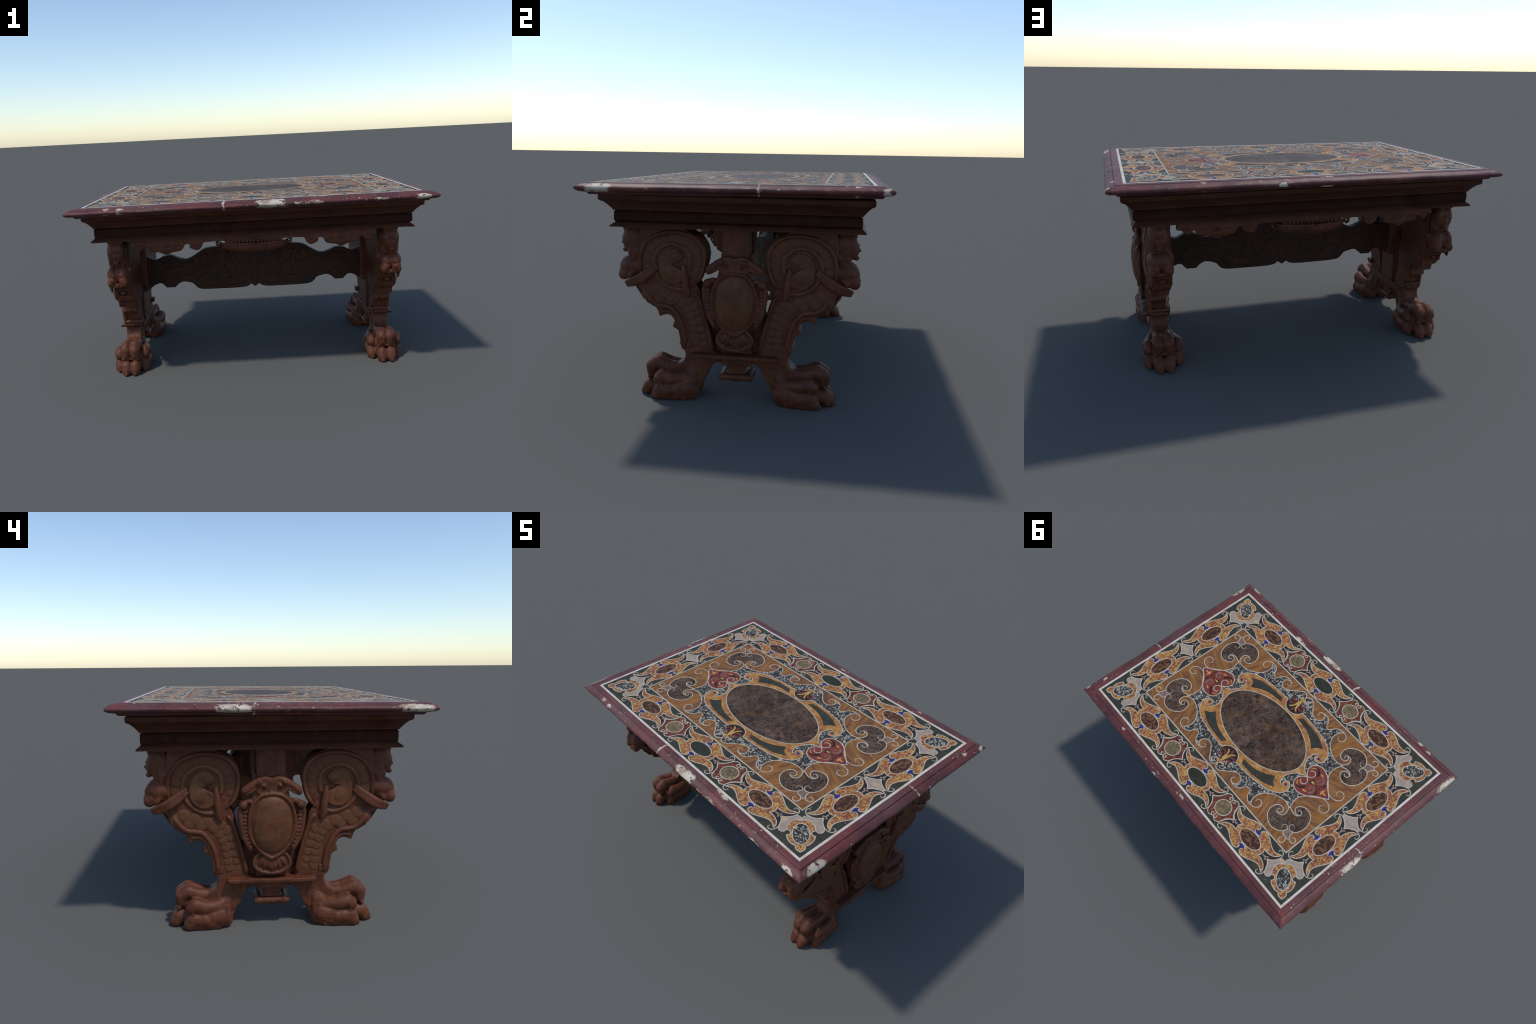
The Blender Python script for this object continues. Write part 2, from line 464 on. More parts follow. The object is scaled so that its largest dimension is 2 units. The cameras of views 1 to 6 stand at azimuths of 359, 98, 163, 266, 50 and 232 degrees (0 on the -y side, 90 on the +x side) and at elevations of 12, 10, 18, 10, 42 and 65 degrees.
# --------------------------------------------------- moulded rectangular rings
def rect_loft(profile, hx, hy, step, name, mat, wob=None, smooth=40):
    """profile of (outward offset, z) swept round a rectangle of half sizes hx, hy"""
    base = []
    def side(a, b):
        n = max(2, int((Vector(b) - Vector(a)).length / step))
        for i in range(n):
            t = i / n
            base.append((a[0] + (b[0] - a[0]) * t, a[1] + (b[1] - a[1]) * t, t == 0))
    side((-1, -1 * hy / hx), (1, -1 * hy / hx)) if False else None
    C = [(-hx, -hy), (hx, -hy), (hx, hy), (-hx, hy)]
    for i in range(4): side(C[i], C[(i + 1) % 4])
    N = len(base); v = []; f = []
    for (d, z) in profile:
        for (x, y, c) in base:
            X = x * (hx + d) / hx; Y = y * (hy + d) / hy
            p = Vector((X, Y, z))
            if wob: p = wob(p, d, z)
            v.append(p)
    for j in range(len(profile) - 1):
        for i in range(N):
            k = (i + 1) % N
            f.append([j * N + i, j * N + k, (j + 1) * N + k, (j + 1) * N + i])
    g = Geo(); g.add(v, f)
    return g, N

# wooden cornice under the slab
prof = [(-.12, .842), (.010, .837), (.018, .8385), (.018, .845), (.012, .850), (.004, .856), (0, .862), (.0005, .868), (.0025, .871), (.0015, .874), (.002, .888),
        (.0005, .902), (.0025, .906), (.0, .909), (-.004, .913), (.004, .917), (.005, .923), (.011, .930), (.020, .942), (.034, .956), (.042, .960),
        (.046, .962), (.051, .968), (.051, .986), (.046, .990), (-.12, .990)]
def wob_wood(p, d, z):
    p = p + Vector(((.014 if z > .862 else .003) if p.x > .3 else (-.006 if p.x < -.3 else 0), .012 if p.y < -.2 else 0, 0))
    n = noise.noise(p * 5) * .0025 + noise.noise(p * 19) * .0010
    q = p.copy(); q.x += n * (1 if p.x > 0 else -1); q.y += n * (1 if p.y > 0 else -1); q.z += noise.noise(p * 7 + Vector((3, 3, 3))) * .0015
    return q
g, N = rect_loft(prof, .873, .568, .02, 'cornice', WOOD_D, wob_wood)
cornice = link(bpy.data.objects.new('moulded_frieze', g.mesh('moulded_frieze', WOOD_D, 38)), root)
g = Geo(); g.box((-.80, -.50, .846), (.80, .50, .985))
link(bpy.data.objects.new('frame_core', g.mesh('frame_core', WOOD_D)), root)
# lighter bead and ovolo strips of the cornice (reddish, polished)
prof = [(.009, .8365), (.0195, .838), (.0195, .845), (.013, .8505), (.0045, .8565)]
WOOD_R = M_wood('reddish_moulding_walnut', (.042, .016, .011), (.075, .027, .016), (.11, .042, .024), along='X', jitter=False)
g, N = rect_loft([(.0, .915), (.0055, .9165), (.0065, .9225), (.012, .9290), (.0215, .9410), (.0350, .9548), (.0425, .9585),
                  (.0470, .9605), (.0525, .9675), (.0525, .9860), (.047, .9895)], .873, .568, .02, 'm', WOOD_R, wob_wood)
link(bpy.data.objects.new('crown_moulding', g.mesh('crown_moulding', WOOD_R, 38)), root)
g, N = rect_loft(prof, .873, .568, .02, 'm', WOOD_R, wob_wood)
link(bpy.data.objects.new('base_bead', g.mesh('base_bead', WOOD_R, 38)), root)

# marble slab with a rounded nosing, a scored line and chipped edge
Z0 = 1.0445
def wob_marble(p, d, z):
    q = p.copy()
    if d > .084:
        k = min(1, (d - .084) / .03)
        n = noise.noise(Vector((p.x * 9, p.y * 9, 0))) * .0045 + noise.noise(Vector((p.x * 27, p.y * 27, 1))) * .0025
        n -= max(0, noise.noise(Vector((p.x * 5 + 7, p.y * 5, 2))) - .30) * .018
        if abs(p.x) > .86 and abs(p.y) > .55: n *= .3
        if abs(p.x) / .995 > abs(p.y) / .69: q.x += n * k * (1 if p.x > 0 else -1)
        else: q.y += n * k * (1 if p.y > 0 else -1)
        q.z += noise.noise(Vector((p.x * 6, p.y * 6, z * 20 + 4))) * .0025 * k
    elif z < 1.03:
        q.z += noise.noise(p * 8) * .002
    return q
prof = [(-.3, .9905), (.03, .9905), (.074, .9905), (.080, .9940), (.084, 1.0005), (.097, 1.0035), (.110, 1.0065), (.1205, 1.0115), (.126, 1.0180),
        (.1255, 1.0230), (.1205, 1.0285), (.112, 1.0332), (.104, 1.0372), (.096, 1.0402), (.0885, 1.0416), (.0868, 1.0385), (.0850, 1.0385), (.0838, 1.0428),
        (.082, 1.0440), (.078, Z0), (.04, Z0), (-.3, Z0)]
g, N = rect_loft(prof, .873, .568, .008, 'slab', PORPH, wob_marble)
g.f.append([(len(prof) - 1) * N + i for i in range(N)])
g.f.append([N - 1 - i for i in range(N)])
top = link(bpy.data.objects.new('marble_top', g.mesh('marble_top', PORPH, 50)), root)
TILT = Matrix.Translation((0, 0, 1.0455)) @ Matrix.Rotation(.0072, 4, 'X') @ Matrix.Rotation(-.0016, 4, 'Y') @ Matrix.Translation((0, 0, -1.045))
top.matrix_local = TILT

# ------------------------------------------------------------------- inlay
KN = [0]
def lift():
    KN[0] += 1
    return (KN[0] % 40) * 2e-6
LW = .0054                                       # width of the white outline strips
def piece(loops, layer, name, mat):
    g = Geo()
    for l in loops: g.prism(l, Z0 - .004, Z0 + layer * .0001 + lift())
    return g.mesh(name, mat)
def strips(lines, name='white_outline', mat=None, w=LW):
    g = Geo()
    for l in lines:
        closed = False; ww = w
        if isinstance(l, tuple):
            closed = l[1]
            if len(l) > 2: ww = l[2]
            l = l[0]
        g.ribbon(l, ww, Z0 - .003, Z0 + .0011 + lift(), closed, taper=1)
    return g.mesh(name, mat or WHITE)
NI = [0]
def place(me, name, loc=(0, 0), rot=0, sx=1, sy=1):
    ob = bpy.data.objects.new(name, me)
    NI[0] += 1
    ob.location = (loc[0], loc[1], NI[0] * 1e-7); ob.rotation_euler = (0, 0, rot); ob.scale = (sx, sy, 1)
    return link(ob, top)

# border ground and frame lines
def rect(hx, hy): return [Vector(p) for p in ((-hx, -hy), (hx, -hy), (hx, hy), (-hx, hy))]
place(piece([rect(.908, .611)], 1, 'border_ground', GREEN), 'border_ground')
for a in (0, 1, 2, 3):                            # four mitred white fillets
    o = rect(.921, .6235); i_ = rect(.9075, .6105)
    g = Geo(); g.prism([o[a], o[(a + 1) % 4], i_[(a + 1) % 4], i_[a]], Z0 - .004, Z0 + .0011 + lift())
    place(g.mesh('white_fillet', FILLET), 'white_fillet')
place(piece([rect(.701, .400)], 2, 'alabaster_field', ALAB), 'alabaster_field')
place(strips([(rect(.7005, .3995), True, .0075)]), 'white_outline')

# --- repeated border ornament: four-leaved cartouche with an oval
leaf_q = [(0, 62), (26, 62, 'c'), (11, 68), (9, 79), (15, 91), (35, 98), (69, 88), (112, 66), (148, 58), (188, 73, 'c'),
          (166, 40), (132, 25), (96, 25, 'c'), (106, 13), (108, 0)]
leaf = piece([curve(sym4(leaf_q), True, 5)], 2, 'brocatelle_leaf', BROC)
oval_on = piece([ellipse(0, 0, .076, .041)], 4, 'onyx_oval', ONYX)
oval_gr = piece([ellipse(0, 0, .076, .041)], 4, 'green_oval', DKGREEN)
chip = piece([curve([(-27, 62, 'c'), (-13, 50), (0, 47), (13, 50), (27, 62, 'c'), (10, 65), (0, 78, 'c'), (-10, 65)], True, 5)], 4, 'lapis_chip', LAPIS)
cres_q = [(152, 0), (168, 10), (184, 28), (195, 54), (193, 78, 'c'), (180, 57), (160, 37), (130, 25), (96, 25, 'c'), (106, 13), (108, 0)]
cres = piece([curve(sym_y(cres_q), True, 5)], 3, 'slate_crescent', SLATE)
spike = piece([curve([(106, 0, 'c'), (130, 5), (139, 4), (141, 0), (139, -4), (130, -5)], True, 4),
               curve([(141, 3), (147, 6), (149, 14), (142, 15), (138, 8)], True, 4),
               curve([(141, -3), (138, -8), (142, -15), (149, -14), (147, -6)], True, 4)], 4, 'flower_bud', PINKY)
lines = [(ellipse(0, 0, .0785, .0435), True)]
for sx in (1, -1):
    for sy in (1, -1):
        T = lambda pts: curve([(p[0] * sx, p[1] * sy) + tuple(p[2:]) for p in pts], False, 6)
        lines.append(T([(190, 76), (148, 58), (112, 66), (69, 88), (35, 98), (15, 91), (9, 79), (13, 69), (24, 69)][::1]))
        lines.append(T([(96, 25), (132, 25), (166, 40), (182, 58), (188, 74)]))
        lines.append(T([(152, 0), (168, 10), (184, 28), (195, 52), (196, 74), (187, 90), (172, 95), (160, 88), (165, 75)]))
        lines.append(T([(108, 0), (106, 13), (95, 26)]))
    lines.append(curve([(-27, 62 * sx), (-13, 50 * sx), (0, 48 * sx), (13, 50 * sx), (27, 62 * sx)], False, 4))
unit_lines = strips(lines)
def unit(x, y, rot, oval):
    place(leaf, 'brocatelle_leaf', (x, y), rot); place(oval, 'oval_panel', (x, y), rot + random.choice((0, math.pi)))
    place(unit_lines, 'white_outline', (x, y), rot)
    for r in (0, math.pi):
        place(chip, 'lapis_chip', (x, y), rot + r); place(cres, 'slate_crescent', (x, y), rot + r)
        place(spike, 'flower_bud', (x, y), rot + r)
for sy in (1, -1):
    for x in (-.508, 0, .508):
        unit(x, sy * .5045, 0, oval_gr if x == 0 else oval_on)
for sx in (1, -1):
    for y in (-.207, .207):
        unit(sx * .806, y, math.pi / 2, oval_on)

# --- roundels between the long-side ornaments
rp_q = [(0, 72, 'c'), (10, 80), (30, 87), (52, 74), (62, 48), (79, 20), (101, 3, 'c'), (102, 0)]
rp = piece([curve(sym4(rp_q), True, 5)], 2, 'jasper_panel', JASP)
disc = piece([ellipse(0, 0, .049, .046)], 4, 'shell_marble_disc', LUM)
rl = [(ellipse(0, 0, .0515, .0485), True), (curve(sym4(rp_q), True, 5), True)]
for sx in (1, -1):
    for sy in (1, -1):
        rl.append(curve([(1 * sx, 74 * sy), (13 * sx, 77 * sy), (22 * sx, 70 * sy), (17 * sx, 61 * sy), (7 * sx, 64 * sy)], False, 6))
rl += [curve([(0, 48), (0, 74)], False, 3), curve([(0, -48), (0, -74)], False, 3)]
rl = strips(rl)
for sx in (1, -1):
    for sy in (1, -1):
        place(rp, 'jasper_panel', (sx * .256, sy * .5035), 0); place(disc, 'shell_marble_disc', (sx * .256, sy * .5035), 0)
        place(rl, 'white_outline', (sx * .256, sy * .5035), 0)

# --- pale diamonds in the middle of the short sides
dm_q = [(0, 68, 'c'), (16, 44), (35, 15), (54, 1, 'c'), (55, 0)]
dm = piece([curve(sym4(dm_q), True, 5)], 2, 'lilac_diamond', LILAC)
dl = strips([(curve(sym4(dm_q), True, 5), True, .0045)])
for sx in (1, -1):
    place(dm, 'lilac_diamond', (sx * .806, 0), math.pi / 2); place(dl, 'white_outline', (sx * .806, 0), math.pi / 2)

# --- corner ornaments (first axis along the diagonal, outward)
fr_h = [(-90, 0), (-86, 14), (-72, 28), (-40, 62), (0, 71), (25, 62), (38, 52, 'c'), (34, 41), (42, 33), (56, 40, 'c'), (70, 47), (88, 38), (100, 20, 'c'),
        (112, 19), (122, 10), (134, 0, 'c')]
fr_h = [(-84, 0), (-85, 22), (-76, 47), (-50, 64), (-21, 68, 'c'), (-15, 54), (-4, 49), (8, 54), (13, 67, 'c'), (35, 62), (64, 42), (75, 21, 'c'), (84, 23), (97, 18), (111, 0, 'c')]
cf = piece([curve(sym_y(fr_h), True, 5)], 3, 'brocatelle_frame', BROC)
co_ = piece([ellipse(.001, 0, .062, .0385)], 5, 'black_white_oval', BW)
gw = [(-95, 2), (-109, 10), (-114, 24, 'c'), (-107, 43), (-101, 75), (-105, 101, 'c'), (-80, 98), (-47, 105), (-26, 109), (-10, 98), (-8, 80), (-21, 68, 'c'), (-50, 64), (-76, 47), (-84, 26), (-84, 10)]
gwl = piece([curve(gw, True, 5)], 2, 'lilac_wing', LILAC)
cl = [(curve(sym_y(fr_h), True, 5), True), (ellipse(.001, 0, .0645, .041), True)]
for s in (1, -1):
    cl.append((curve([(p[0], p[1] * s) + tuple(p[2:]) for p in gw], True, 5), True, .0045))
cl = strips(cl)
for sx in (1, -1):
    for sy in (1, -1):
        a = math.atan2(sy * 1.0, sx * 1.0)
        loc = (sx * .806, sy * .507)
        place(cf, 'brocatelle_frame', loc, a); place(co_, 'black_white_oval', loc, a); place(cl, 'white_outline', loc, a)
        place(gwl, 'lilac_wing', loc, a); place(gwl, 'lilac_wing', loc, a, 1, -1)

# --- central field
bw_q = [(0, 350, 'c'), (9, 372), (27, 381), (51, 374), (70, 357), (103, 325), (132, 304), (162, 302), (181, 314), (190, 336), (184, 354), (164, 365), (146, 361, 'c'),
        (176, 372), (204, 366), (226, 346), (238, 318, 'c'), (262, 312), (275, 322), (287, 347), (311, 367), (345, 371, 'c'),
        (325, 343), (321, 302), (344, 258), (396, 218), (459, 201), (503, 211, 'c'), (493, 172), (490, 131), (510, 91), (553, 45, 'c'), (540, 0)]
place(piece([curve(sym4(bw_q), True, 6)], 3, 'black_white_ground', BW), 'black_white_ground')
fm_q = [(0, 212), (40, 224), (60, 246), (67, 265, 'c'), (110, 264), (168, 262), (264, 250), (341, 230), (395, 192), (413, 149), (399, 116), (376, 106), (358, 115), (353, 133), (360, 151, 'c'),
        (345, 143), (334, 120), (331, 99), (347, 55), (376, 21), (420, 0, 'c')]
place(piece([curve(sym4(fm_q), True, 6)], 4, 'yellow_frame', GIAL), 'yellow_frame')
place(piece([ellipse(0, 0, .341, .198, 120)], 6, 'central_oval', EMP), 'central_oval')
slot = piece([curve([(102, 245, 'c'), (84, 218, 'c'), (171, 207), (241, 180), (295, 141, 'c'), (313, 172), (347, 193, 'c'), (276, 227), (191, 242)], True, 6)], 6, 'green_slot', GREEN)
pelta_pts = [(503, 210, 'c'), (515, 237), (516, 264), (498, 281), (474, 281, 'c'), (490, 273), (496, 257), (486, 241), (462, 238), (440, 257), (434, 293), (450, 328), (478, 351), (514, 363), (546, 360), (574, 346), (592, 322), (595, 296, 'c'),
             (622, 296), (642, 284), (656, 258), (661, 226), (653, 189), (633, 158), (605, 141), (570, 140), (541, 157), (532, 180), (545, 199), (565, 203), (584, 196, 'c'), (562, 215), (534, 213), (511, 202)]
pelta = piece([curve(pelta_pts, True, 6)], 4, 'brown_pelta', EMP)
grey = piece([curve([(596, 296, 'c'), (620, 298), (636, 292), (640, 318), (652, 332, 'c'), (637, 349, 'c'), (622, 342), (595, 338), (598, 318)], True, 5)], 5, 'grey_knot', INLAYGREY)
Q = lambda pts, closed=False: curve(pts, closed, 7)
qlines = [
    Q([(0, 350), (9, 372), (27, 381), (51, 374), (70, 357), (103, 325), (132, 304), (162, 302), (181, 314), (190, 336), (184, 356), (161, 367), (144, 361), (138, 345), (148, 333), (160, 334)]),
    Q([(146, 362), (176, 371), (204, 366), (226, 346), (238, 318)]),
    Q([(238, 318), (262, 312), (275, 322), (287, 347), (311, 367), (345, 371), (377, 359), (388, 332), (373, 310), (350, 313), (343, 333)]),
    Q([(343, 368), (325, 343), (321, 302), (344, 258), (396, 218), (459, 201), (500, 212), (516, 238), (516, 266), (496, 281), (473, 277), (469, 260), (484, 253)]),
    Q([(474, 280), (490, 273), (496, 257), (486, 241), (462, 238), (440, 257), (434, 293), (450, 328), (478, 351), (514, 363), (546, 360), (574, 346), (592, 322), (597, 302), (578, 291), (562, 304), (569, 319)]),
    Q([(647, 96), (660, 80), (667, 55), (647, 27), (598, 20)][::-1]) if False else Q([(505, 210), (493, 172), (490, 131), (510, 91), (553, 45), (600, 20), (645, 27), (667, 55), (656, 84), (627, 88), (613, 66), (630, 48)]),
    Q([(508, 203), (534, 213), (559, 214), (581, 200), (579, 178), (560, 174), (553, 187)]),
    Q([(584, 196), (565, 203), (545, 199), (532, 180), (541, 157), (570, 140), (605, 141), (633, 158), (653, 189), (661, 226), (656, 258), (640, 286), (610, 297), (592, 281), (598, 262), (618, 264)]),
    Q([(592, 322), (600, 339), (627, 344), (642, 364), (634, 385), (612, 384), (606, 366), (618, 360)]),
    Q([(634, 290), (641, 322), (663, 340), (685, 333), (685, 315), (664, 309), (658, 320)]),
    Q([(652, 332), (637, 349)]),
    Q([(67, 265), (110, 264), (168, 262), (264, 250), (341, 230), (395, 192), (413, 149), (399, 116), (376, 106), (358, 117), (358, 135), (372, 144)]),
    Q([(356, 153), (341, 138), (331, 99), (347, 55), (376, 21), (420, 1)]),
    Q([(503, 211), (511, 204)]),
]
qs = strips(qlines)
for sx in (1, -1):
    for sy in (1, -1):
        place(slot, 'green_slot', (0, 0), 0, sx, sy); place(pelta, 'brown_pelta', (0, 0), 0, sx, sy)
        place(grey, 'grey_knot', (0, 0), 0, sx, sy); place(qs, 'white_outline', (0, 0), 0, sx, sy)
        g = Geo(); g.prism(ellipse(.378 * sx, .130 * sy, .0085, .0085, 20), Z0 - .003, Z0 + .0010 + lift())
        place(g.mesh('lapis_bead', LAPIS), 'lapis_bead')
place(strips([(ellipse(0, 0, .343, .2, 120), True)]), 'white_outline')

# palmette roundels on the short axis
fl = lambda pts: curve(pts, True, 5)
rd = piece([[Vector((.066 * math.cos(a), .268 - .053 * math.sin(a))) for a in [math.pi * i / 30 for i in range(31)]] + [Vector((-.03, .305)), Vector((.03, .305))]], 5, 'palmette_ground', DARK)
rdl = strips([[Vector((.067 * math.cos(a), .267 - .054 * math.sin(a))) for a in [math.pi * i / 30 for i in range(31)]],
              Q([(30, 352), (40, 342), (30, 333), (16, 338), (2, 351)]), Q([(-30, 352), (-40, 342), (-30, 333), (-16, 338), (-2, 351)])])
pet_y = piece([fl([(0, 331, 'c'), (13, 300), (14, 268), (33, 241, 'c'), (20, 243), (6, 262), (0, 285, 'c'), (-8, 262), (-24, 243), (-40, 241, 'c'), (-20, 262), (-14, 295)])], 7, 'yellow_lily', YELLOW)
pet_r = piece([fl([(52, 311), (54, 295), (37, 289), (20, 300), (14, 312), (33, 302), (45, 304)]), fl([(55, 279), (54, 264), (34, 261), (20, 274), (19, 287), (33, 272), (46, 272)]),
               fl([(-52, 311), (-54, 295), (-37, 289), (-20, 300), (-14, 312), (-33, 302), (-45, 304)]), fl([(-55, 279), (-54, 264), (-34, 261), (-20, 274), (-19, 287), (-33, 272), (-46, 272)]),
               fl([(-5, 256), (-10, 241), (-3, 226, 'c'), (3, 242)])], 7, 'red_petal', HEARTRED)
pet_o = piece([fl([(-36, 336), (-28, 326), (0, 322), (28, 326), (36, 336), (12, 342), (-15, 342)])], 6, 'orange_heart', GIAL)
for s in (1, -1):
    for me, nm in ((rd, 'palmette_ground'), (rdl, 'white_outline'), (pet_y, 'yellow_lily'), (pet_r, 'red_petals'), (pet_o, 'orange_base')):
        place(me, nm, (0, 0), 0, 1, s)

# hearts on the long axis
h_q = [(427, 0, 'c'), (408, 13), (389, 40), (389, 70), (407, 95), (442, 108), (486, 100), (528, 74), (565, 40), (596, 16), (614, 0, 'c')]
ht = piece([curve(sym_y(h_q), True, 6)], 5, 'red_heart', HEARTRED)
hl = [(curve(sym_y(h_q), True, 6), True)]
for s in (1, -1):
    hl.append(Q([(p[0], p[1] * s) for p in [(426, 4), (446, 18), (449, 40), (431, 54), (412, 46), (410, 34)]]))
hl = strips(hl)
hb = [fl([(456, 0), (458, 12), (467, 16), (491, 5), (517, 1), (538, 6), (534, 0), (538, -6), (517, -1), (491, -5), (467, -16), (458, -12)])]
hy = [fl([(463, 0), (469, 8), (480, 5), (494, 0), (480, -5), (469, -8)]), fl([(548, 0), (562, 24, 'c'), (563, 6), (584, 3), (584, -3), (563, -6), (562, -28, 'c')])]
hg = []
for s in (1, -1):
    F = lambda pts: fl([(p[0], p[1] * s) + tuple(p[2:]) for p in pts])
    hb += [F([(404, 85, 'c'), (428, 89), (450, 80), (467, 56), (463, 47), (454, 51), (443, 66), (424, 65, 'c'), (440, 75), (425, 80)]),
           F([(505, 3, 'c'), (522, 9), (536, 19), (544, 37), (536, 50), (530, 44), (533, 30), (522, 14)]),
           F([(430, 3, 'c'), (450, 14), (456, 34), (447, 52, 'c'), (449, 36), (444, 18)])]
    hy += [F([(465, 74), (471, 78), (485, 74), (494, 63), (484, 67), (474, 68)]), F([(398, 52), (402, 64), (412, 75), (424, 77), (415, 70), (405, 60)])]
    hg += [F([(489, 12, 'c'), (507, 18), (520, 34), (518, 54), (506, 65), (500, 60), (510, 50), (510, 34)]), F([(480, 16, 'c'), (492, 30), (494, 50), (488, 40)])]
hb = piece(hb, 8, 'black_scrolls', DARK); hy = piece(hy, 9, 'yellow_buds', YELLOW); hg = piece(hg, 7, 'grey_scrolls', INLAYGREY)
hd = piece([ellipse(.595, 0, .006, .006, 16)], 9, 'lapis_bead', LAPIS)
for s in (1, -1):
    for me, nm in ((ht, 'red_heart'), (hl, 'white_outline'), (hb, 'black_scrolls'), (hy, 'yellow_buds'), (hg, 'grey_scrolls'), (hd, 'lapis_bead')):
        place(me, nm, (0, 0), 0, s, 1)

# ------------------------------------------------- carved apron on the long sides
ap = [(690, 838, 'c'), (700, 800), (672, 790), (662, 772), (648, 766), (632, 772), (622, 788), (610, 790, 'c'), (602, 768), (580, 757), (540, 753), (512, 740), (497, 735), (468, 749), (424, 756), (408, 766), (397, 790), (378, 797),
      (366, 793, 'c'), (368, 774), (348, 763), (328, 754, 'c'), (308, 763), (296, 780), (290, 801, 'c'), (240, 804), (166, 804, 'c'), (160, 792, 'c'), (0, 790)]
apl = curve(sym_x([(0, 838)] + ap), True, 4)
g = Geo(); g.slab_xz([Vector((p[0] * .985, p[1] + (.838 - p[1]) * .08)) for p in apl], -.548, -.512)
apron = remesh(g, 'carved_apron', WOOD, .004, 3, .0012, 40)
det = Geo()
def y3(line, y): return [Vector((p[0], y, p[1])) for p in line]
for s in (1, -1):
    for pts, r in (([(600, 790), (560, 788), (556, 764), (596, 772), (598, 788)], .0045), ([(452, 790), (418, 787), (424, 764), (456, 766), (454, 788)], .0045),
                   ([(530, 796), (505, 790), (480, 796)], .006), ([(665, 798), (645, 800), (636, 785), (648, 774), (656, 784)], .007),
                   ([(352, 792), (332, 776), (328, 760)], .006), ([(306, 792), (324, 778), (328, 760)], .006)):
        det.tube(y3(curve([(p[0] * s * .985, p[1] + (838 - p[1]) * .08) for p in pts], False, 5), -.547), r, 8)
    for a in range(-3, 4):
        det.tube([Vector((s * (.495 + .004 * a), -.546, .788)), Vector((s * (.495 + .011 * a), -.547, .773)), Vector((s * (.492 + .010 * a), -.546, .750 + .003 * abs(a)))], lambda t: .0035 + .003 * math.sin(math.pi * t), 8)
detm = det.mesh('apron_relief', WOOD, 'all')
# gadrooned basin: lobed half bowl
g = Geo(); nu, nt = 160, 18; v = []; f = []
for i in range(nt + 1):
    t = i / nt
    for k in range(nu + 1):
        a = math.pi * k / nu
        lobe = abs(math.sin(9.5 * a)) ** .6
        prof_r = math.cos(t * math.pi / 2) ** .55 if t < 1 else 0
        amp = .93 + .07 * lobe * min(1, 4 * t + .1) * (1 if t < .99 else 0)
        v.append((-.196 * math.cos(a) * prof_r * amp, -.075 * math.sin(a) * prof_r * amp, .790 - .054 * math.sin(t * math.pi / 2)))
for i in range(nt):
    for k in range(nu):
        a = i * (nu + 1) + k
        f.append([a, a + nu + 1, a + nu + 2, a + 1])
f.append(list(range(nu, -1, -1))); f.append([i * (nu + 1) for i in range(nt + 1)] + [i * (nu + 1) + nu for i in range(nt, -1, -1)])
g.add(v, f)
basin = g.mesh('gadrooned_basin', WOOD, 50)
g = Geo()
g.tube([Vector((-.19 * math.cos(math.pi * k / 40), -.47 - .072 * math.sin(math.pi * k / 40), .788)) for k in range(41)], .007, 8)
for s in (1, -1):
    g.tube([Vector((s * x, -.488, z)) for x, z in ((.180, .783), (.196, .778), (.208, .784), (.210, .796), (.200, .802), (.190, .797))], lambda t: .010 - .004 * t, 10)
for k in range(15):
    g.box((-.150 + k * .0207, -.520, .793), (-.139 + k * .0207, -.49, .806))
lip = g.mesh('basin_lip', WOOD, 40)
for s in (1, -1):
    a = link(bpy.data.objects.new('carved_apron', apron), root)
    a.rotation_euler = (0, 0, 0 if s == 1 else math.pi)
    for me, nm, dy in ((detm, 'apron_relief', 0), (basin, 'gadrooned_basin', -.505), (lip, 'basin_lip', -.035)):
        o = link(bpy.data.objects.new(nm, me), a); o.location = (0, dy, 0)

# --------------------------------------------------------- stretcher board
st_top = [(0, 690), (120, 684), (230, 680), (325, 670), (380, 636), (447, 605), (505, 620), (540, 636), (585, 634), (640, 610), (700, 640), (740, 690, 'c')]
st_bot = [(740, 386, 'c'), (700, 410), (655, 440), (620, 448), (602, 434), (585, 414, 'c'), (528, 414, 'c'), (512, 432), (480, 450), (440, 446), (408, 434), (392, 414), (368, 396), (320, 390), (200, 388), (80, 390), (45, 398), (28, 412, 'c'), (0, 392, 'c')]
g = Geo(); g.slab_xz([Vector((p[0], .53 + (p[1] - .53) * .965)) for p in curve(sym_x(st_top + st_bot), True, 5)], -.026, .026)
sb = link(bpy.data.objects.new('stretcher_board', remesh(g, 'stretcher_board', WOOD_S, .004, 2, .001, 30)), root)
g = Geo()
for sy in (-.0255, .0255):
    for s in (1, -1):
        for pts, r in (([(300, 560), (345, 570), (360, 605), (335, 635), (300, 625), (300, 600)], .006), ([(70, 600), (75, 630), (105, 640), (125, 615), (105, 595)], .006),
                       ([(60, 560), (110, 545), (120, 500), (90, 470), (65, 490)], .006), ([(60, 440), (80, 425), (200, 420), (320, 422), (350, 440), (365, 475), (340, 500), (300, 500)], .006),
                       ([(150, 640), (270, 640)], .005), ([(165, 640), (185, 560), (165, 470)], .006), ([(255, 640), (235, 560), (255, 470)], .006), ([(150, 465), (270, 465)], .005),
                       ([(192, 545), (210, 530), (228, 545), (210, 562), (193, 547)], .005), ([(400, 590), (400, 500), (450, 500), (500, 470), (520, 500), (560, 480), (620, 490)], .005),
                       ([(400, 590), (450, 580), (500, 590), (540, 605), (600, 590)], .005), ([(450, 550), (520, 560), (600, 540)], .005),
                       ([(130, 560), (160, 590), (140, 620)], .006), ([(290, 540), (270, 580), (285, 610)], .006), ([(25, 660), (25, 450)], .005)):
            g.tube(y3(curve([(p[0] * s, p[1]) for p in pts], False, 5), sy), r * .9, 8, .6, (0, 1, 0))
link(bpy.data.objects.new('scroll_relief', g.mesh('scroll_relief', WOOD_S, 'all')), sb)

